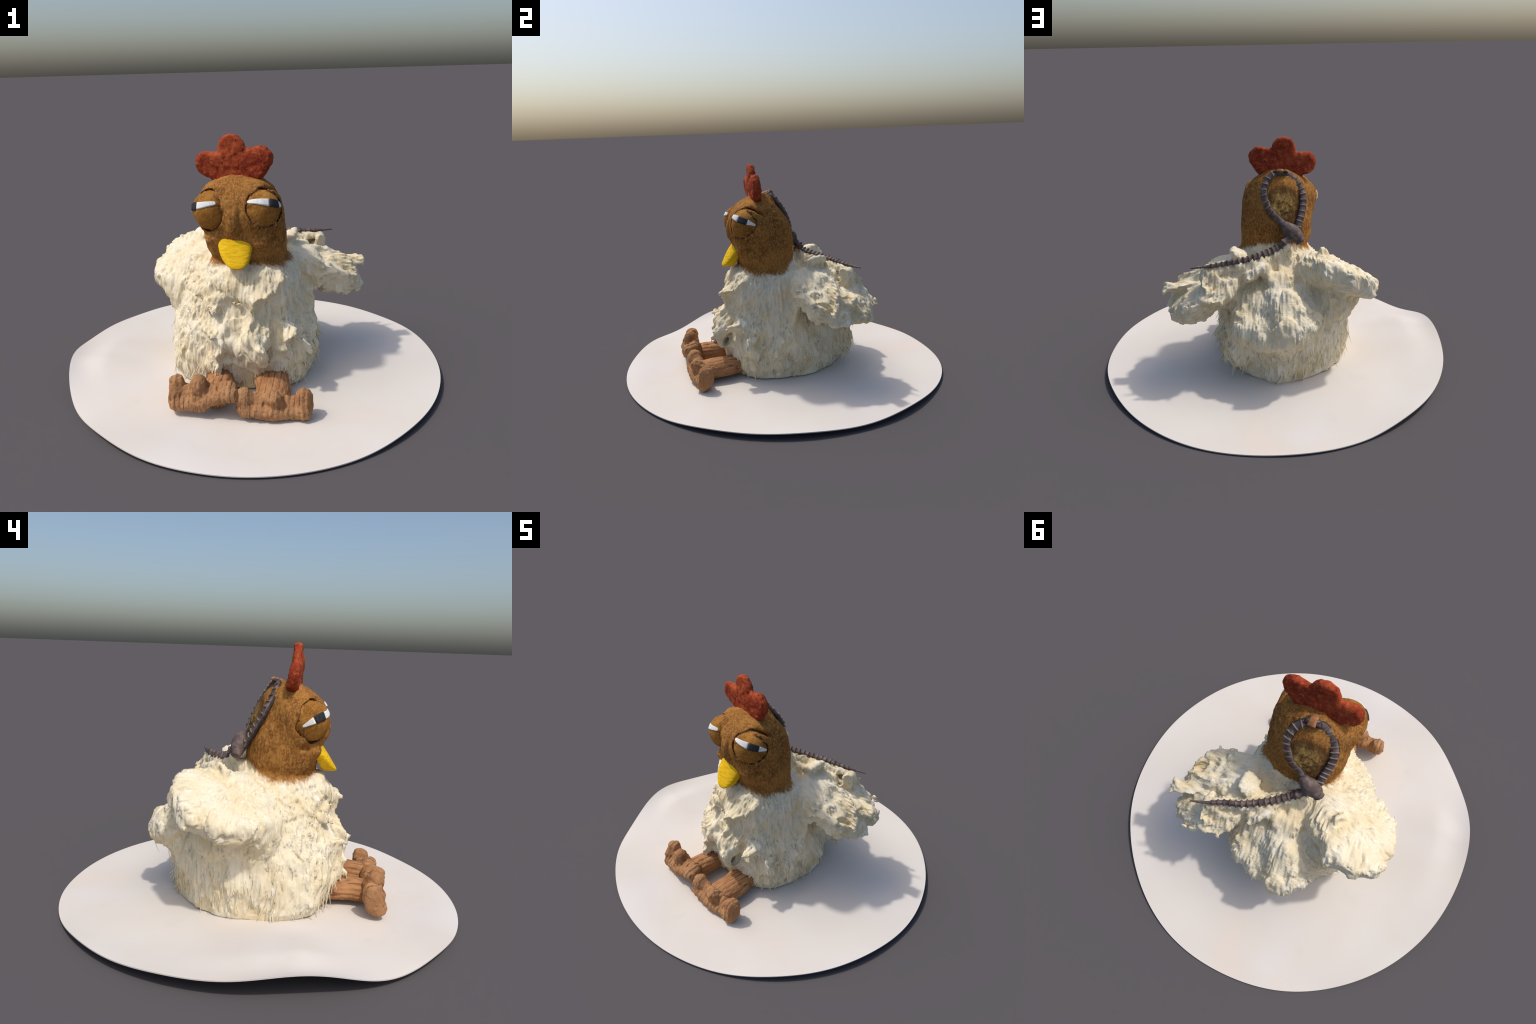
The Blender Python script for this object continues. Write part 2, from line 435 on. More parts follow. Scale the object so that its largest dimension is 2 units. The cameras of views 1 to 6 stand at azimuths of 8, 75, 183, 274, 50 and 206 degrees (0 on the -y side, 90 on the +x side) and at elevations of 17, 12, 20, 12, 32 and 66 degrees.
def loft(P_ax, T, p, pb):
    x = P_ax[0][:, None, None]; y = P_ax[1][None, :, None]; z = P_ax[2]
    g = [np.interp(z, T[:, 0], T[:, k]).astype(np.float32) for k in range(1, 5)]
    ker = 7
    g = [np.convolve(np.pad(v, ker // 2, mode='edge'), np.ones(ker) / ker, 'valid').astype(np.float32) for v in g]
    cx = (g[0] + g[1]) / 2; cy = (g[2] + g[3]) / 2; rx = (g[1] - g[0]) / 2; ry = (g[3] - g[2]) / 2
    pf = (np.interp(z, [.0, .2, .38], [2.7, 2.5, 2.05])[None, None, :], p[1]) if isinstance(p, tuple) else (p, p)
    p = np.where(y > cy, np.where(x < cx, pb[0], pb[1]), np.where(x < cx, pf[0], pf[1]))
    rho = (np.abs((x - cx) / rx) ** p + np.abs((y - cy) / ry) ** p) ** (1 / p)
    d = (rho - 1) * np.minimum(rx, ry)
    top = (z - T[-1, 0])[None, None, :]; bot = (T[0, 0] - z)[None, None, :]
    return np.maximum(np.maximum(d, top), bot).astype(np.float32)

WING_L = [((.335, .185, .528), (.230, .192, .070), basis((.46, .14, .86), (.66, .58, -.42))),
          ((.385, .285, .465), (.085, .12, .065), basis((.80, .35, .45), (.35, .3, -.88)))]
WING_R = [((-.385, .160, .562), (.238, .217, .070), basis((-.38, -.32, .87), (.15, .98, .26))),
          ((-.26, .12, .575), (.13, .15, .07), basis((-.35, .0, .94), (-1, .2, -.3))),
          ((-.365, .18, .43), (.11, .11, .07), basis((-.9, .25, .2), (0, .2, 1))),
          ((-.385, .04, .435), (.10, .11, .065), basis((-.85, -.2, .3), (0, .2, 1)))]
TAIL = [((.015, .36, .375), (.225, .17, .070), basis((.0, .60, .80), (1, -.15, 0))),
        ((-.095, .43, .435), (.15, .085, .055), basis((-.05, .72, .70), (-.2, .7, -.7)))]

# clumps placed by hand: tip, length, half width, lie (direction root->tip), lift outwards
CLUMPS = [((.228, -.263, .434), .10, .045, (.3, -.6, -.6)), ((.224, -.374, .372), .12, .05, (.3, -.9, -.2)),
          ((.287, -.196, .418), .09, .04, (.6, -.4, -.6)), ((.308, -.291, .258), .12, .05, (.4, -.5, -.8)),
          ((.178, -.272, .564), .07, .03, (.3, -.9, .1)), ((-.029, -.338, .612), .09, .04, (.1, -.7, -.6)),
          ((.035, -.358, .531), .10, .045, (.5, -.8, -.1)), ((.105, -.435, .310), .12, .07, (.3, -.6, -.6)),
          ((-.037, -.411, .215), .12, .05, (.0, -.3, -1)), ((.473, .237, .55), .12, .06, (.7, .2, .1)),
          ((.232, .226, .732), .12, .06, (.5, .5, .5)), ((.393, .368, .63), .12, .05, (.5, .8, .2)),
          ((.530, .32, .435), .12, .05, (.7, .5, -.3)), ((.555, .295, .546), .12, .05, (.8, .4, .0)),
          ((.499, .191, .527), .12, .045, (.8, .0, -.2)), ((.563, .265, .53), .1, .04, (.9, .2, .1)),
          ((.353, .366, .516), .12, .05, (.3, .9, -.2)), ((-.073, .234, .601), .11, .05, (.0, .8, -.3)),
          ((.051, .299, .648), .12, .05, (.2, .8, .2)), ((.123, .344, .615), .11, .05, (.2, .9, -.1)),
          ((-.051, .335, .545), .12, .06, (.0, .8, -.4)), ((.228, .399, .306), .14, .07, (.3, .8, -.5)),
          ((-.141, .543, .357), .16, .075, (-.1, .8, -.5)), ((-.289, .204, .738), .09, .045, (-.1, .3, .95)),
          ((-.305, .401, .649), .10, .05, (.1, .9, .1)), ((.15, .455, .315), .14, .07, (.1, .8, -.6)),
          ((.05, .49, .335), .14, .06, (.0, .8, -.6)), ((-.05, .52, .345), .15, .06, (.0, .8, -.6)), ((-.22, .48, .37), .14, .06, (-.2, .8, -.5)),
          ((-.15, -.405, .215), .13, .06, (-.1, -.3, -1)), ((.09, -.425, .235), .13, .06, (.1, -.3, -1)), ((-.25, -.365, .20), .12, .055, (-.2, -.3, -1)),
          ((-.12, -.385, .44), .13, .055, (.35, -.6, -.7)), ((-.08, -.40, .33), .14, .06, (.4, -.6, -.6)),
          ((.42, .42, .50), .12, .05, (.4, .9, -.1)), ((.37, .44, .40), .14, .055, (.2, .8, -.5))]

def tuft(F, tip, length, wid, lie, thick=None, k=.02):
    tip = np.asarray(tip, float); t = np.asarray(lie, float); t /= np.linalg.norm(t)
    thick = wid * .5 if thick is None else thick
    c = tip - t * length * .5
    q = c - np.array([-.03, .03, c[2] - .05])
    R = basis(np.cross(np.cross(t, q), t), t)
    def shape(P):                       # broad root, pointed tip
        q = (P - c.astype(np.float32)) @ R.T.astype(np.float32)
        f = np.clip(1.05 - .55 * q[..., 0] / (length * .5), .42, 1.6)
        g = np.minimum(f, 1)
        q = np.stack([q[..., 0], q[..., 1] / f, q[..., 2] / np.sqrt(f)], -1)
        r = np.array((length * .5, wid, thick), np.float32)
        k0 = np.sqrt(((q / r) ** 2).sum(-1)); k1 = np.sqrt(((q / (r * r)) ** 2).sum(-1)) + 1e-6
        return k0 * (k0 - 1) / k1 * g
    F.add(shape, c, max(length * .5, wid * 1.5) + .03, k)

def flow_at(P, wing=None):
    q = P - np.array([-.05, .03, 0]); q[:, 2] = 0
    q /= np.linalg.norm(q, axis=1, keepdims=True) + 1e-6
    f = q * .55 + np.array([0, 0, -1.0])
    wr = smooth(.30, .42, -P[:, 0]) * smooth(.36, .46, P[:, 2]) * (P[:, 1] > -.15)
    wl = smooth(.26, .38, P[:, 0]) * smooth(.32, .42, P[:, 2]) * (P[:, 1] > -.15)
    a = np.array([-.34, .13, .62]) ; out = P - a; out /= np.linalg.norm(out, axis=1, keepdims=True) + 1e-6
    f = f * (1 - wr[:, None]) + out * wr[:, None]
    f = f * (1 - wl[:, None]) + np.array([.7, .45, -.5]) * wl[:, None]
    f = f + .32 * np.stack([vnoise(P, 7, 21), vnoise(P, 7, 22), .6 * vnoise(P, 7, 23)], -1)
    return f

def build_body(chicken, mat):
    H = .006
    F = Field((-.68, -.54, .0), (.68, .64, 1.15), H)
    F.D = loft(F.ax, TORSO, (2, 2.9), (1.78, 1.55))
    for grp in (WING_L, WING_R, TAIL):
        for c, r, R in grp:
            F.add(lambda P: pad(P, c, r, R), c, max(r) + .08, .07)
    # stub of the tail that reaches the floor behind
    F.add(lambda P: capsule(P, (-.04, .34, .28), (-.035, .375, .07), .08, .062), (-.04, .36, .17), .26, .05)
    F.add(lambda P: ellipsoid(P, (.17, .32, .20), (.11, .08, .12)), (.17, .32, .20), .2, .06)
    # random clumps over the body
    C = Field(F.lo, (.68, .64, 1.15), H * 3); C.D = F.D[::3, ::3, ::3].copy(); C.n = np.array(C.D.shape)
    C.ax = [C.lo[k] + C.h * np.arange(C.n[k], dtype=np.float32) for k in range(3)]
    V, Q = C.mesh(); N = vnormals(V, Q); flow = flow_at(V.copy())
    order = RNG.permutation(len(V)); kept = []
    for i in order:
        p = V[i]
        if p[2] < .09 or p[2] > .70: continue
        if p[0] < -.12 and p[0] > -.20 and p[2] > .64: continue
        front = p[1] < .05
        right = p[0] < -.25
        under = N[i, 2] < -.25
        if p[2] < .16 or under or p[2] > .60: continue
        if p[0] > .24 and p[2] > .33: continue
        if right and p[2] > .42 and N[i, 2] > .25: continue
        if p[1] > .12 and abs(p[0] + .07) > .16 and p[2] < .5: continue
        gap = .045 if right else .105
        if any((kp[0] - p) @ (kp[0] - p) < gap * gap for kp in kept): continue
        kept.append((p, N[i], flow[i], front, right, under))
    for p, n, f, front, right, under in kept:
        f = f - n * (f @ n); f /= np.linalg.norm(f) + 1e-9
        jit = RNG.normal(0, .3, 3); s = RNG.uniform(.6, 1.5)
        lift = .25; L = .13 * s; W = .052 * s; T = .018
        if right: lift = .11; L = .075 * s; W = .024 * s; T = .010
        if p[1] > .2 and not right: lift = .2; L = .11 * s; W = .026 * s
        t = f + n * lift + jit * (.3 if right else .6)
        t /= np.linalg.norm(t)
        tuft(F, p + t * L * .42 - n * .012, L, W, t, T, .02)
    for tip, L, W, lie in CLUMPS:
        tip = np.array(tip); o = tip - (-.03, .03, tip[2]); o /= np.linalg.norm(o)
        tuft(F, tip - o * .016, L, W * 1.1, lie, W * .42, .024)
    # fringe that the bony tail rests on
    for a, b in zip(TAIL_PATH[1:-2], TAIL_PATH[2:-1]):
        a = np.array(a) - (0, .01, .03); b = np.array(b) - (0, .01, .03)
        F.add(lambda P: np.minimum(capsule(P, a, b, .022), capsule(P, a - (0, .03, .05), b - (0, .03, .05), .035)), (a + b) / 2, .12, .03)
    body_top = F.D.copy()
    # head
    Hd = loft(F.ax, HEAD, 2.15, (2.25, 1.95))
    F.D = smin(F.D, Hd, .035)
    for c in (EYE_L, EYE_R):      # cheeks and brows swell towards the eyes
        F.add(lambda P: ellipsoid(P, np.add(c, (0, .03, 0)), (EYE_RAD * .98, EYE_RAD * 1.0, EYE_RAD * 1.04)), c, .2, .07)
    for c in (EYE_L, EYE_R):      # sockets: a crease round each eye
        F.sub(lambda P: np.abs(ellipsoid(P, c, (EYE_RAD + .003,) * 3)) - .0025, c, .13, .008)
    # folds of the face: between the eyes, down beside the beak, under the eyes, brow
    for pts in (((-.075, -.31, 1.01), (-.070, -.325, .95), (-.075, -.32, .87), (-.105, -.30, .80)),
                ((-.005, -.315, .99), (-.012, -.325, .93), (-.002, -.315, .85), (.045, -.30, .80)),
                ((.00, -.285, 1.035), (.06, -.26, 1.055), (.12, -.20, 1.04), (.155, -.13, .99)),
                ((-.07, -.285, 1.035), (-.12, -.26, 1.045), (-.17, -.24, 1.025)),
                ((.05, -.30, .80), (.10, -.285, .775), (.15, -.22, .80)), ((-.11, -.30, .80), (-.16, -.26, .79), (-.20, -.19, .81))):
        for a, b in zip(pts[:-1], pts[1:]):
            m = (np.array(a) + b) / 2
            F.sub(lambda P: capsule(P, a, b, .009), m, .08, .016)
    for c, r in (((.085, -.262, .785), (.045, .03, .028)), ((-.04, -.303, .895), (.026, .020, .055)), ((-.145, -.255, .79), (.04, .03, .028))):
        F.add(lambda P: ellipsoid(P, c, r), c, .1, .03)
    # lumps
    sl = tuple(slice(0, n) for n in F.n)
    band = np.abs(F.D) < .05
    I = np.argwhere(band); P = I * H + F.lo
    # whipped folds: sharp crests with hollows between, strong on the breast and the left wing
    wp = P + .03 * np.stack([vnoise(P, 9, 3), vnoise(P, 9, 4), vnoise(P, 9, 5)], -1)
    crest = np.abs(vnoise(wp, 6.0, 1)) * .8 + np.abs(vnoise(wp, 15, 2)) * .22
    kf = .006 + .062 * np.clip(smooth(-.30, -.15, P[:, 0]) * smooth(.20, .0, P[:, 1]) + 1.5 * smooth(.15, .28, P[:, 0]) * smooth(.33, .42, P[:, 2])
                              + .35 * smooth(.15, .25, P[:, 1]) * smooth(.3, .4, P[:, 2]), 0, 1.5)
    kf = kf * smooth(.68, .60, P[:, 2]) * smooth(.08, .2, P[:, 2])
    F.D[band] += (kf * (crest - .33) + .007 * fnoise(P, 11, 2, 2) * smooth(.70, .60, P[:, 2]) + .0055 * fnoise(P, 16, 4, 12) * smooth(.62, .72, P[:, 2])).astype(np.float32)
    # locks of the hem: long vertical folds that leave a ragged edge on the paper
    lock = vnoise(P * np.array([1, 1, .12]), 16, 7) * .6 + vnoise(P * np.array([1, 1, .2]), 34, 8) * .4
    F.D[band] += (.018 * lock * smooth(.34, .10, P[:, 2]) * smooth(-.0, .06, P[:, 2])).astype(np.float32)
    # flat seat on the paper
    zz = F.ax[2][None, None, :]
    F.D = np.maximum(F.D, np.broadcast_to(np.float32(SEAT) - zz, F.D.shape))
    V, Q = F.mesh(); E = edges_of(Q)
    # keep the one connected body, drop crumbs of pile that float free
    lab = np.arange(len(V))
    while True:
        m = np.minimum(lab[E[:, 0]], lab[E[:, 1]]); new = lab.copy()
        np.minimum.at(new, E[:, 0], m); np.minimum.at(new, E[:, 1], m); new = new[new]
        if (new == lab).all(): break
        lab = new
    keep = lab == np.bincount(lab).argmax()
    Q = Q[keep[Q].all(1)]; u, inv = np.unique(Q, return_inverse=True); Q = inv.reshape(Q.shape); V = V[u]; E = edges_of(Q)
    V = relax(V, E, 2, .5)
    N = vnormals(V, Q)
    # which part is each vertex
    def val(D): s = Field.__new__(Field); s.D = D; s.lo = F.lo; s.h = H; s.n = np.array(D.shape); return s.sample(V)
    neck = .637 + .085 * smooth(-.06, .10, V[:, 1]) + .035 * smooth(-.20, -.29, V[:, 1])
    er = ((V[:, 0] + .02) / .26) ** 2 + ((V[:, 1] + .10) / .25) ** 2
    head = (V[:, 2] > neck) & (er < 1.0)
    # fur strands
    flow = flow_at(V.copy()); flow[head] = (0, .3, -1)
    rough = RNG.normal(0, 1, len(V)); rough = relax(rough[:, None], E, 1)[:, 0]
    s1 = streaks(V, E, N, flow, rough, 26, 8)
    rough2 = fnoise(V, 40, 2, 9); s2 = streaks(V, E, N, flow, rough2, 22, 8)
    amp = np.where(head, .0008, .0027); amp2 = np.where(head, .0014, .0032)
    furz = np.where(V[:, 2] < SEAT + .03, .3, 1.)
    V = V + N * ((s1 * amp + s2 * amp2) * furz)[:, None]
    V[:, 2] = np.maximum(V[:, 2], SEAT)
    N = vnormals(V, Q)
    # split by region, sharing border vertices and normals
    fc = V[Q].mean(1)
    fh = head[Q].sum(1) >= 2
    build_strands(V, N, flow, Q, head, chicken, mat)
    def d_of(grp): return np.min([pad(fc, c, r, R) for c, r, R in grp], axis=0)
    tor = loft_at(fc, TORSO, 2.35)
    wl = (d_of(WING_L) < tor - .01) & (fc[:, 0] > .17) & ~fh
    wr = (d_of(WING_R) < tor - .01) & (fc[:, 0] < -.2) & ~fh
    ta = (d_of(TAIL) < tor - .005) & (fc[:, 1] > .3) & ~fh & ~wl & ~wr
    legs = ~(fh | wl | wr | ta)
    for name, m in (('head', fh), ('torso', legs), ('wing', wl), ('wing', wr), ('tail', ta)):
        f = Q[m]; u, inv = np.unique(f, return_inverse=True)
        make(name, V[u], inv.reshape(f.shape), mat, chicken, N[u])

def build_strands(V, N, flow, Q, head, chicken, mat):
    """loose strands of the long pile, thickest along the hem"""
    rng = np.random.default_rng(21)
    z = V[:, 2]
    w = np.where(head | (z < .07) | (N[:, 2] < -.35) | (N[:, 2] > .75), 0, 1. * smooth(.36, .18, z))
    w = w * np.where((V[:, 1] < -.25) & (z > .18), .0, 1) * np.where((V[:, 0] < -.28), .35, 1) * np.where(V[:, 0] > .42, 0, 1) * np.where((V[:, 0] < -.42) & (z > .35), 0, 1)
    roots = rng.choice(len(V), 800, replace=False, p=w / w.sum())
    VV, FF = [], []
    for i in roots:
        n = N[i]; f = flow[i] - n * (flow[i] @ n); f /= np.linalg.norm(f) + 1e-9
        s = np.cross(n, f); f = f + s * rng.normal(0, .22)
        L = rng.uniform(.035, .085); wd = rng.uniform(.002, .0045); lift = rng.uniform(.0, .16)
        bend = s * rng.normal(0, .12)
        b = len(VV) and sum(len(v) for v in VV)
        b = len(VV) * 16
        ring = []
        for k in range(5):
            t = k / 4
            c = V[i] - n * .003 + f * L * t + n * (L * lift * t * (1 - .55 * t)) + bend * L * t * t
            c[2] = max(c[2], SEAT + .002)
            r = wd * (1 - .85 * t ** 1.5)
            ring += [c + s * r, c - s * r, c + n * r * .9] if k < 4 else [c]
        ring = np.array(ring)
        ring = np.vstack([ring, np.repeat(ring[-1:], 16 - len(ring), 0)])[:16]
        VV.append(ring)
        for k in range(3):
            a = b + 3 * k
            FF += [(a, a + 2, a + 5, a + 3), (a + 2, a + 1, a + 4, a + 5), (a + 1, a, a + 3, a + 4)]
        a = b + 9; tip = b + 12
        FF += [(a, a + 2, tip), (a + 2, a + 1, tip), (a + 1, a, tip)]
    ob = make('fur_strands', np.vstack(VV), FF, mat, chicken)
    ob['kind'] = 'stuff'
    bm = __import__('bmesh').new(); bm.from_mesh(ob.data)
    loose = [v for v in bm.verts if not v.link_faces]
    for v in loose: bm.verts.remove(v)
    bm.to_mesh(ob.data); bm.free()

def loft_at(P, T, p):
    g = [np.interp(P[:, 2], T[:, 0], T[:, k]) for k in range(1, 5)]
    cx = (g[0] + g[1]) / 2; cy = (g[2] + g[3]) / 2; rx = (g[1] - g[0]) / 2; ry = (g[3] - g[2]) / 2
    rho = (np.abs((P[:, 0] - cx) / rx) ** p + np.abs((P[:, 1] - cy) / ry) ** p) ** (1 / p)
    return (rho - 1) * np.minimum(rx, ry)

SEAT = .030

# ------------------------------------------------------------------ head parts
def build_comb(chicken):
    H = .005
    F = Field((-.29, -.22, 1.03), (.19, -.06, 1.32), H)
    P = F.pts(tuple(slice(0, n) for n in F.n))
    x, y, z = P[..., 0], P[..., 1], P[..., 2]
    def disc(cx, cz, r): return np.hypot(x - cx, z - cz) - r
    def bar(a, b, ra, rb):
        ab = np.array(b) - a; t = np.clip(((x - a[0]) * ab[0] + (z - a[1]) * ab[1]) / (ab @ ab), 0, 1)
        return np.hypot(x - a[0] - t * ab[0], z - a[1] - t * ab[1]) - (ra + (rb - ra) * t)
    d = bar((-.062, 1.15), (-.062, 1.222), .06, .069)
    d = smin(d, bar((-.03, 1.145), (.081, 1.174), .06, .060), .02)
    d = smin(d, bar((-.08, 1.125), (-.184, 1.144), .06, .063), .02)
    d = smin(d, bar((-.115, 1.09), (.055, 1.115), .055, .05), .03)
    yc = -.152 + .012 * smooth(1.2, 1.08, z) - .010 * np.sin((x + .06) * 9)
    th = .021 + .007 * smooth(1.22, 1.08, z)
    e = np.maximum(d + th, 0); s = np.abs(y - yc)
    D = np.where(d + th > 0, np.hypot(e, s) - th, s - th)
    D += .0055 * fnoise(P, 48, 3, 4) + .003 * vnoise(P, 18, 8)
    F.D = D.astype(np.float32)
    V, Q = F.mesh(); V = relax(V, edges_of(Q), 1, .4)
    make('comb', V, Q, comb_material(), chicken)

def build_beak(chicken):
    # height, half width, front, back, centre
    S = spline(np.array([(.822, .070, -.285, -.22, -.040), (.800, .083, -.294, -.22, -.038), (.765, .083, -.318, -.24, -.037),
         (.730, .073, -.341, -.268, -.032), (.705, .061, -.356, -.280, -.026), (.688, .045, -.366, -.290, -.021), (.677, .026, -.366, -.295, -.019)]), 22)
    n = 40; V = []
    a = np.linspace(0, 2 * np.pi, n, endpoint=False); p = .55
    for z, w, f, b, c in S:
        X = np.sign(np.cos(a)) * np.abs(np.cos(a)) ** p * w + c
        Y = (f + b) / 2 + np.sign(np.sin(a)) * np.abs(np.sin(a)) ** p * (b - f) / 2 + .010 * ((X - c) / .083) ** 2
        V += list(zip(X, Y, np.full(n, z) + .02 * (Y - f) * 0))
    m = len(S); V = np.array(V)
    V += (.0010 * fnoise(V, 55, 2, 3))[:, None] * np.array([0, -1, .2])
    V = np.vstack([V, V[:n].mean(0), V[-n:].mean(0) - (0, 0, .002)])
    F = [(i * n + j, (i + 1) * n + j, (i + 1) * n + (j + 1) % n, i * n + (j + 1) % n) for i in range(m - 1) for j in range(n)]
    F += [(m * n, j, (j + 1) % n) for j in range(n)] + [(m * n + 1, (m - 1) * n + (j + 1) % n, (m - 1) * n + j) for j in range(n)]
    make('beak', V, F, beak_material(), chicken)

def build_eye(chicken, c, path, cuts, lid_mat, white, black):
    c = np.array(c)
    dirs = spline(np.array([(p - c) / np.linalg.norm(p - c) for p in np.array(path)]), 60)
    dirs /= np.linalg.norm(dirs, axis=1, keepdims=True)
    # eyelid ball, the upper lid a little thicker than the lower
    nu, nv = 110, 70
    u = np.linspace(0, 2 * np.pi, nu, endpoint=False); v = np.linspace(0, np.pi, nv)
    D = np.stack([np.outer(np.sin(v), np.cos(u)), np.outer(np.sin(v), np.sin(u)), np.outer(np.cos(v), np.ones(nu))], -1).reshape(-1, 3)
    pn = np.cross(dirs[0], dirs[-1]); pn /= np.linalg.norm(pn)
    if pn[2] < 0: pn = -pn
    mid = dirs[30] @ pn
    side = D @ pn - mid
    r = EYE_RAD + .0045 * smooth(-.02, .05, side) * smooth(.9, .3, side) - .001 + .002 * fnoise(D * .1 + c, 60, 3, 2) + .002 * vnoise(D * .1 + c, 22, 5)
    V = c + D * r[:, None]
    F = [(i * nu + j, (i + 1) * nu + j, (i + 1) * nu + (j + 1) % nu, i * nu + (j + 1) % nu) for i in range(nv - 1) for j in range(nu)]
    eye = make('eye', V, F, lid_mat, chicken)
    # the slit: embroidered white and black, in three pieces
    for name, t0, t1, mt in (('eye_white', 0, cuts[0], white), ('pupil', cuts[0], cuts[1], black), ('eye_white', cuts[1], 1, white)):
        t = np.linspace(t0, t1, 24); idx = t * 59
        d = np.stack([np.interp(idx, np.arange(60), dirs[:, k]) for k in range(3)], 1)
        T = np.gradient(d, axis=0); S = np.cross(d, T); S /= np.linalg.norm(S, axis=1, keepdims=True)
        w = np.interp(t, [0, .08, .3, .5, .75, 1], [.005, .011, .017, .021, .018, .005])
        if name == 'pupil': w = w + .002
        m = 13; s = np.linspace(-1, 1, m); Vs = []
        for i in range(24):
            lift = (.0045 if name == 'pupil' else .004) * np.sqrt(np.clip(1 - np.abs(s) ** 4, 0, 1)) + .0007 * np.sin(i * 2.6)
            end = min(1, min(i, 23 - i) / 1.5)
            q = d[i] * (EYE_RAD + .002 + lift * (.5 + .5 * end))[:, None] + np.outer(s * w[i], S[i])
            q[[0, -1]] -= d[i] * .012
            if i in (0, 23): q -= d[i] * .010
            Vs.append(c + q)
        Vs = np.vstack(Vs)
        Fs = [(i * m + j, i * m + j + 1, (i + 1) * m + j + 1, (i + 1) * m + j) for i in range(23) for j in range(m - 1)]
        rimv = list(range(m)) + [i * m + m - 1 for i in range(1, 24)] + [23 * m + j for j in range(m - 2, -1, -1)] + [i * m for i in range(22, 0, -1)]
        Vs = np.vstack([Vs, c + d.mean(0) * (EYE_RAD - .02)]); k = len(Vs) - 1
        Fs += [(rimv[(i + 1) % len(rimv)], rimv[i], k) for i in range(len(rimv))]
        make(name, Vs, Fs, mt, eye)

# ------------------------------------------------------------------ bony strap creature
RING_PATH = [(-.075, .098, .83), (-.041, .092, .866), (-.009, .086, .898), (.011, .076, .922), (.028, .065, .951), (.041, .053, .982), (.048, .037, 1.01),
             (.044, .020, 1.041), (.031, -.001, 1.071), (.008, -.018, 1.098), (-.042, -.036, 1.112), (-.092, -.045, 1.098), (-.135, -.032, 1.059),
             (-.156, -.018, 1.026), (-.168, -.002, .995), (-.172, .014, .96), (-.170, .033, .93), (-.163, .050, .897), (-.154, .065, .867),
             (-.144, .083, .837), (-.138, .10, .80)]
TAIL_PATH = [(-.095, .125, .775), (-.073, .148, .766), (-.043, .156, .738), (-.006, .180, .722), (.051, .219, .710), (.112, .251, .701), (.183, .285, .696),
             (.269, .311, .690), (.34, .341, .688), (.418, .364, .688)]

def blob(c, r, R, bump=0, n=12):
    u = np.linspace(0, 2 * np.pi, n * 2, endpoint=False); v = np.linspace(0, np.pi, n)
    D = np.stack([np.outer(np.sin(v), np.cos(u)), np.outer(np.sin(v), np.sin(u)), np.outer(np.cos(v), np.ones(2 * n))], -1).reshape(-1, 3)
    V = np.asarray(c) + (D * np.asarray(r)) @ np.asarray(R)
    m = 2 * n
    F = [(i * m + j, (i + 1) * m + j, (i + 1) * m + (j + 1) % m, i * m + (j + 1) % m) for i in range(n - 1) for j in range(m)]
    return V, F

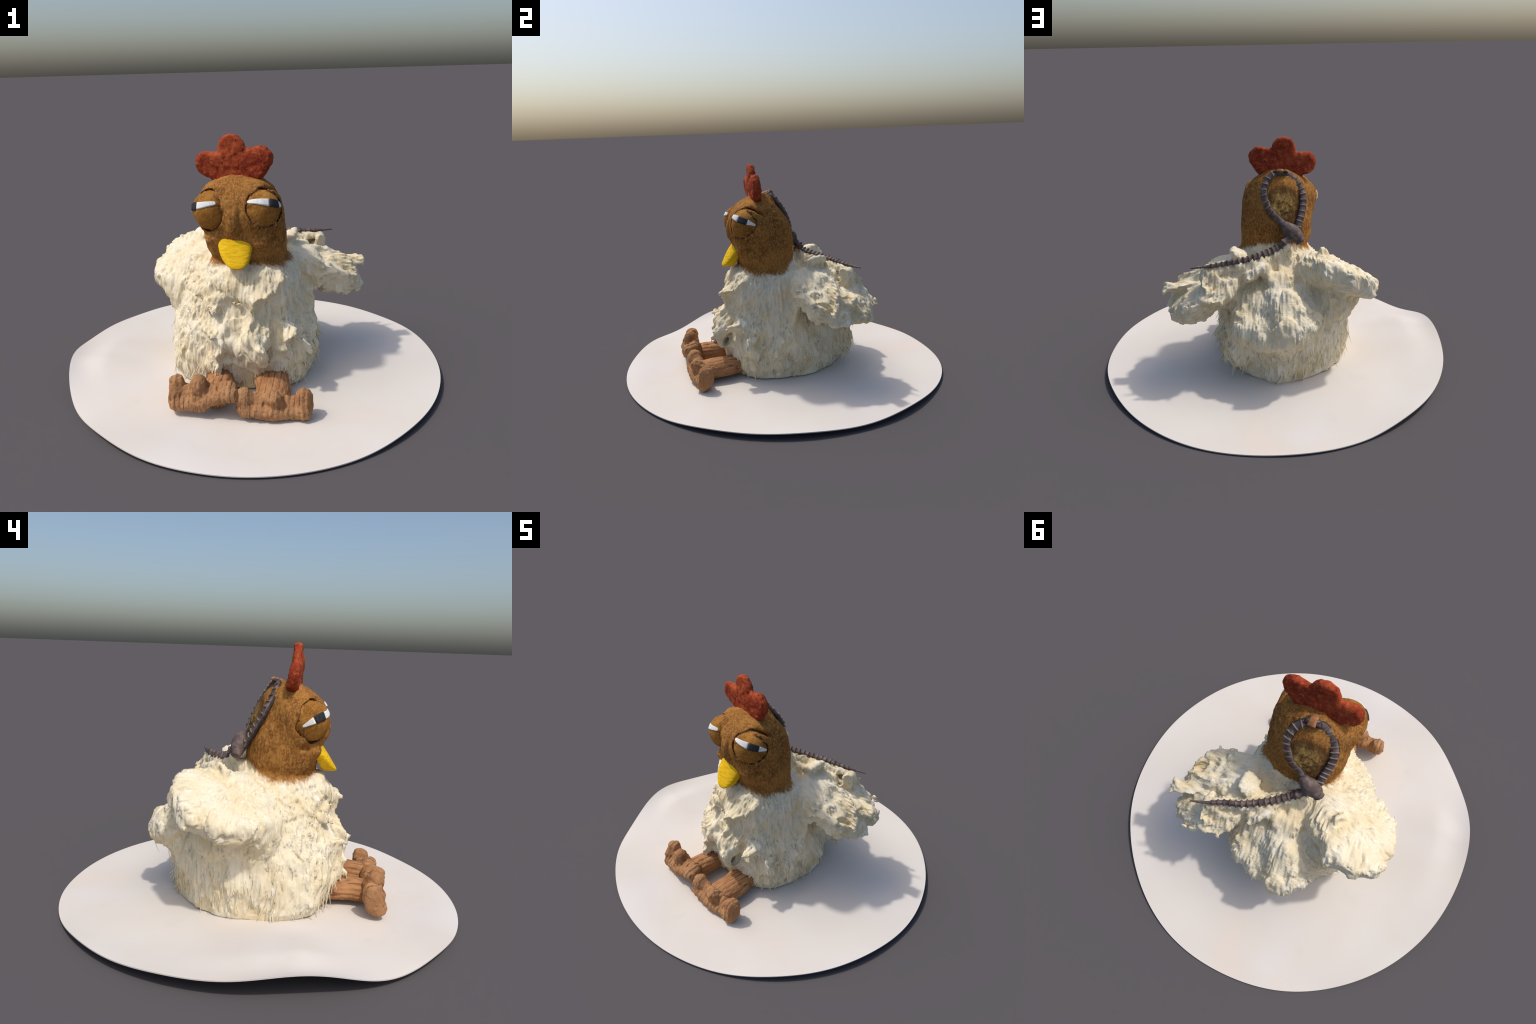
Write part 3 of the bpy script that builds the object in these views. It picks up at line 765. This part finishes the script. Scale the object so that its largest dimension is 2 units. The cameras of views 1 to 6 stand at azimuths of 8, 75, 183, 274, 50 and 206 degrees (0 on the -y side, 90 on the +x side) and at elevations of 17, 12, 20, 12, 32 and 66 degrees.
def build_strap(chicken):
    hide = leather_material('bony_hide', (.10, .070, .062), (.185, .135, .12))
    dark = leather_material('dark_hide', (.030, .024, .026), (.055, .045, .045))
    pale = leather_material('rib_hide', (.17, .125, .112), (.24, .185, .165))
    tan = leather_material('tan_hide', (.30, .13, .05), (.42, .20, .08))
    C = spline(RING_PATH, 150); C = C - np.array([0, .014, .007]) * smooth(0, .1, np.linspace(0, 1, 150))[:, None]; mid = np.array([-.06, -.10, .95])
    out = C - mid; out /= np.linalg.norm(out, axis=1, keepdims=True)
    out = out * .4 + np.array([0, .75, .35])
    sh = lambda a, t: 1 + .05 * np.sin(t * 150)
    V, F = sweep(C, out, .0180, .0110, 16, sh)
    V += (.0012 * fnoise(V, 60, 2))[:, None]
    root = make('bony_strap', V, F, hide, chicken)
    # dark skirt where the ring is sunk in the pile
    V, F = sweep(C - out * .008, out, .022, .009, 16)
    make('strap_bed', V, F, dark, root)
    T, S, U = frames(C, out)
    base = None
    for k, t in enumerate(np.concatenate([np.linspace(.10, .44, 9), np.linspace(.575, .965, 11)])):
        i = int(t * 149)
        R = np.stack([S[i], T[i], U[i]])
        j = RNG.uniform(.9, 1.15)
        V, F = blob((0, 0, 0), (.0230, .0046, .0058), R, n=8)
        ob = make('rib', V + C[i] + U[i] * .0095, F, pale, root)
    # pouch
    a, b = np.array([-.062, .094, .85]), np.array([-.163, .124, .745])
    P = spline(np.array([a, (-.085, .106, .825), (-.118, .113, .795), (-.145, .118, .768), b]), 30)
    t = np.linspace(0, 1, 30)
    w = .012 + .034 * np.sin(np.pi * np.clip(t * .86 + .08, 0, 1)) ** 1.1; w[-1] = .012; w[-2] = .024; w[-3] = .030
    V, F = sweep(P, (-.1, 1, .25), w, w * .85, 28); V += (.001 * fnoise(V, 40, 2))[:, None]
    make('pouch', V, F, hide, root)
    # tail with its vertebrae
    n = 220; C = spline(TAIL_PATH, n); t = np.linspace(0, 1, n)
    r = np.interp(t, [0, .1, .6, .8, 1], [.0165, .0160, .0130, .0095, .004])
    nv = 17; ph = t * (nv + .01) / .84
    ridge = np.where(t < .84, np.exp(-(((ph % 1) - .5) / .16) ** 2), 0)
    r = r * (1 + .5 * ridge)
    V, F = sweep(C, (0, .5, 1), r, r * 1.05, 18, lambda a, s: 1 + .12 * np.cos(4 * a) * (s < .84))
    make('tail_of_vertebrae', V, F, hide, root)
    # hump of the buckle on the crown
    R = np.stack([(1, 0, 0), (0, .96, .28), (0, -.28, .96)])
    def patch(name, c, sx, sy, sz, mat, ridges):
        nx, ny = 28, 28; X, Y = np.meshgrid(np.linspace(-1, 1, nx), np.linspace(-1, 1, ny), indexing='ij')
        Z = np.clip((1 - X ** 6) * (1 - Y ** 6), 0, 1) ** .4
        if ridges: Z = Z + .16 * np.sin((Y + .2) * 16) * smooth(-.15, .0, Y) * (np.abs(X) < .9)
        L = np.stack([X * sx, Y * sy, Z * sz], -1).reshape(-1, 3)
        V = np.asarray(c) + L @ R
        F = [(i * ny + j, (i + 1) * ny + j, (i + 1) * ny + j + 1, i * ny + j + 1) for i in range(nx - 1) for j in range(ny - 1)]
        rim = [i * ny for i in range(nx)] + [(nx - 1) * ny + j for j in range(1, ny)] + [i * ny + ny - 1 for i in range(nx - 2, -1, -1)] + [j for j in range(ny - 2, 0, -1)]
        V = np.vstack([V, np.asarray(c) - R[2] * .02]); F += [(rim[(i + 1) % len(rim)], rim[i], len(V) - 1) for i in range(len(rim))]
        make(name, V, F, mat, root)
    patch('buckle_base', (-.045, -.078, 1.097), .042, .046, .014, dark, False)
    patch('buckle', (-.043, -.066, 1.103), .020, .044, .016, tan, True)

# ------------------------------------------------------------------ legs and feet
def build_legs(chicken):
    rib = rib_material(); knit = knit_material()
    LEGS = [dict(path=[(-.12, -.26, .098), (-.12, -.36, .098), (-.115, -.45, .096), (-.110, -.55, .095)], w=.067, h=.055,
                 sole=[(-.292, -.590, .078), (-.165, -.602, .092), (-.035, -.612, .150)],
                 toes=[((-.295, -.590, .085), (-.298, -.556, .166), .040), ((-.18, -.580, .095), (-.182, -.580, .184), .039), ((-.035, -.608, .146), (-.045, -.566, .158), .040)]),
            dict(path=[(.13, -.26, .10), (.14, -.36, .095), (.155, -.45, .088), (.158, -.55, .082)], w=.082, h=.054,
                 sole=[(.045, -.602, .066), (.17, -.602, .060), (.310, -.580, .062)],
                 toes=[((.030, -.600, .085), (.025, -.582, .130), .040), ((.174, -.580, .09), (.174, -.592, .132), .038), ((.312, -.580, .065), (.309, -.560, .126), .041)])]
    for L in LEGS:
        C = spline(np.array(L['path']), 60)
        nr = 15
        sh = lambda a, t: (1 + .05 * np.abs(np.cos(nr * .5 * a + .5 * np.sin(t * 7))) + .03 * np.sin(3 * a + t * 5)) * (1 + .04 * np.sin(t * 9 + a))
        V, F = sweep(C, (0, 0, 1), L['w'], L['h'], 150, sh)
        V += (.004 * fnoise(V, 22, 3, 1) + .0012 * vnoise(V, 120, 2))[:, None] * np.array([.6, 0, 1])
        V[:, 2] = np.maximum(V[:, 2], paper_top(V[:, 0], V[:, 1]) - .002)
        leg = make('leg', V, F, rib, chicken)
        pts = np.array([p for t in L['toes'] for p in t[:2]] + L['sole'])
        pts = pts + (0, .007, 0); L['toes'] = [(np.add(a, (0, .007, 0)), np.add(b, (0, .007, 0)), r) for a, b, r in L['toes']]; L['sole'] = [np.add(p, (0, .007, 0)) for p in L['sole']]
        H = .005
        G = Field(pts.min(0) - .07, pts.max(0) + .07, H)
        P = G.pts(tuple(slice(0, n) for n in G.n)); D = G.D
        for a, b in zip(L['sole'][:-1], L['sole'][1:]): D = smin(D, capsule(P, a, b, .034), .02)
        for a, b, r in L['toes']: D = smin(D, capsule(P, a, b, r * .92, r), .022)
        # webs between the toes: thin, set back
        for t0, t1 in zip(L['toes'][:-1], L['toes'][1:]):
            for s in (.25, .6):
                a = np.array(t0[0]) * (1 - s) + np.array(t0[1]) * s; b = np.array(t1[0]) * (1 - s) + np.array(t1[1]) * s
                a = a + (0, .018, -.004); b = b + (0, .018, -.004)
                D = smin(D, capsule(P, a, b, .025), .026)
        D = D + .010 * fnoise(P, 24, 3, 6) + .006 * np.abs(vnoise(P, 34, 5)) - .002 + .0022 * vnoise(P, 85, 11) + .0018 * np.sin(P[..., 0] * 260 + 2 * vnoise(P, 20, 3))
        G.D = D.astype(np.float32)
        V, Q = G.mesh(); V = relax(V, edges_of(Q), 1, .4)
        V[:, 2] = np.maximum(V[:, 2], paper_top(V[:, 0], V[:, 1]) - .002)
        make('foot', V, Q, knit, leg)

# ------------------------------------------------------------------ build
def main():
    t0 = time.time()
    build_paper()
    chicken = empty('plush_chicken')
    chicken['label'] = 'shaggy cream plush chicken with brown head and half closed eyes'; chicken['category'] = 'plush toy'
    build_body(chicken, plush_material())
    build_comb(chicken); build_beak(chicken)
    lid = eyelid_material()
    white = thread_material('white_thread', (.72, .72, .70), (.84, .84, .82)); black = thread_material('black_thread', (.012, .013, .016), (.03, .032, .037))
    build_eye(chicken, EYE_L, [(.020, -.295, .992), (.107, -.2955, .990), (.151, -.260, .973), (.171, -.192, .944)], (.50, .76), lid, white, black)
    build_eye(chicken, EYE_R, [(-.105, -.304, .990), (-.19, -.295, .972), (-.232, -.25, .952), (-.252, -.185, .914)], (.47, .72), lid, white, black)
    build_strap(chicken)
    build_legs(chicken)
    print('built in %.1f s' % (time.time() - t0))

main()
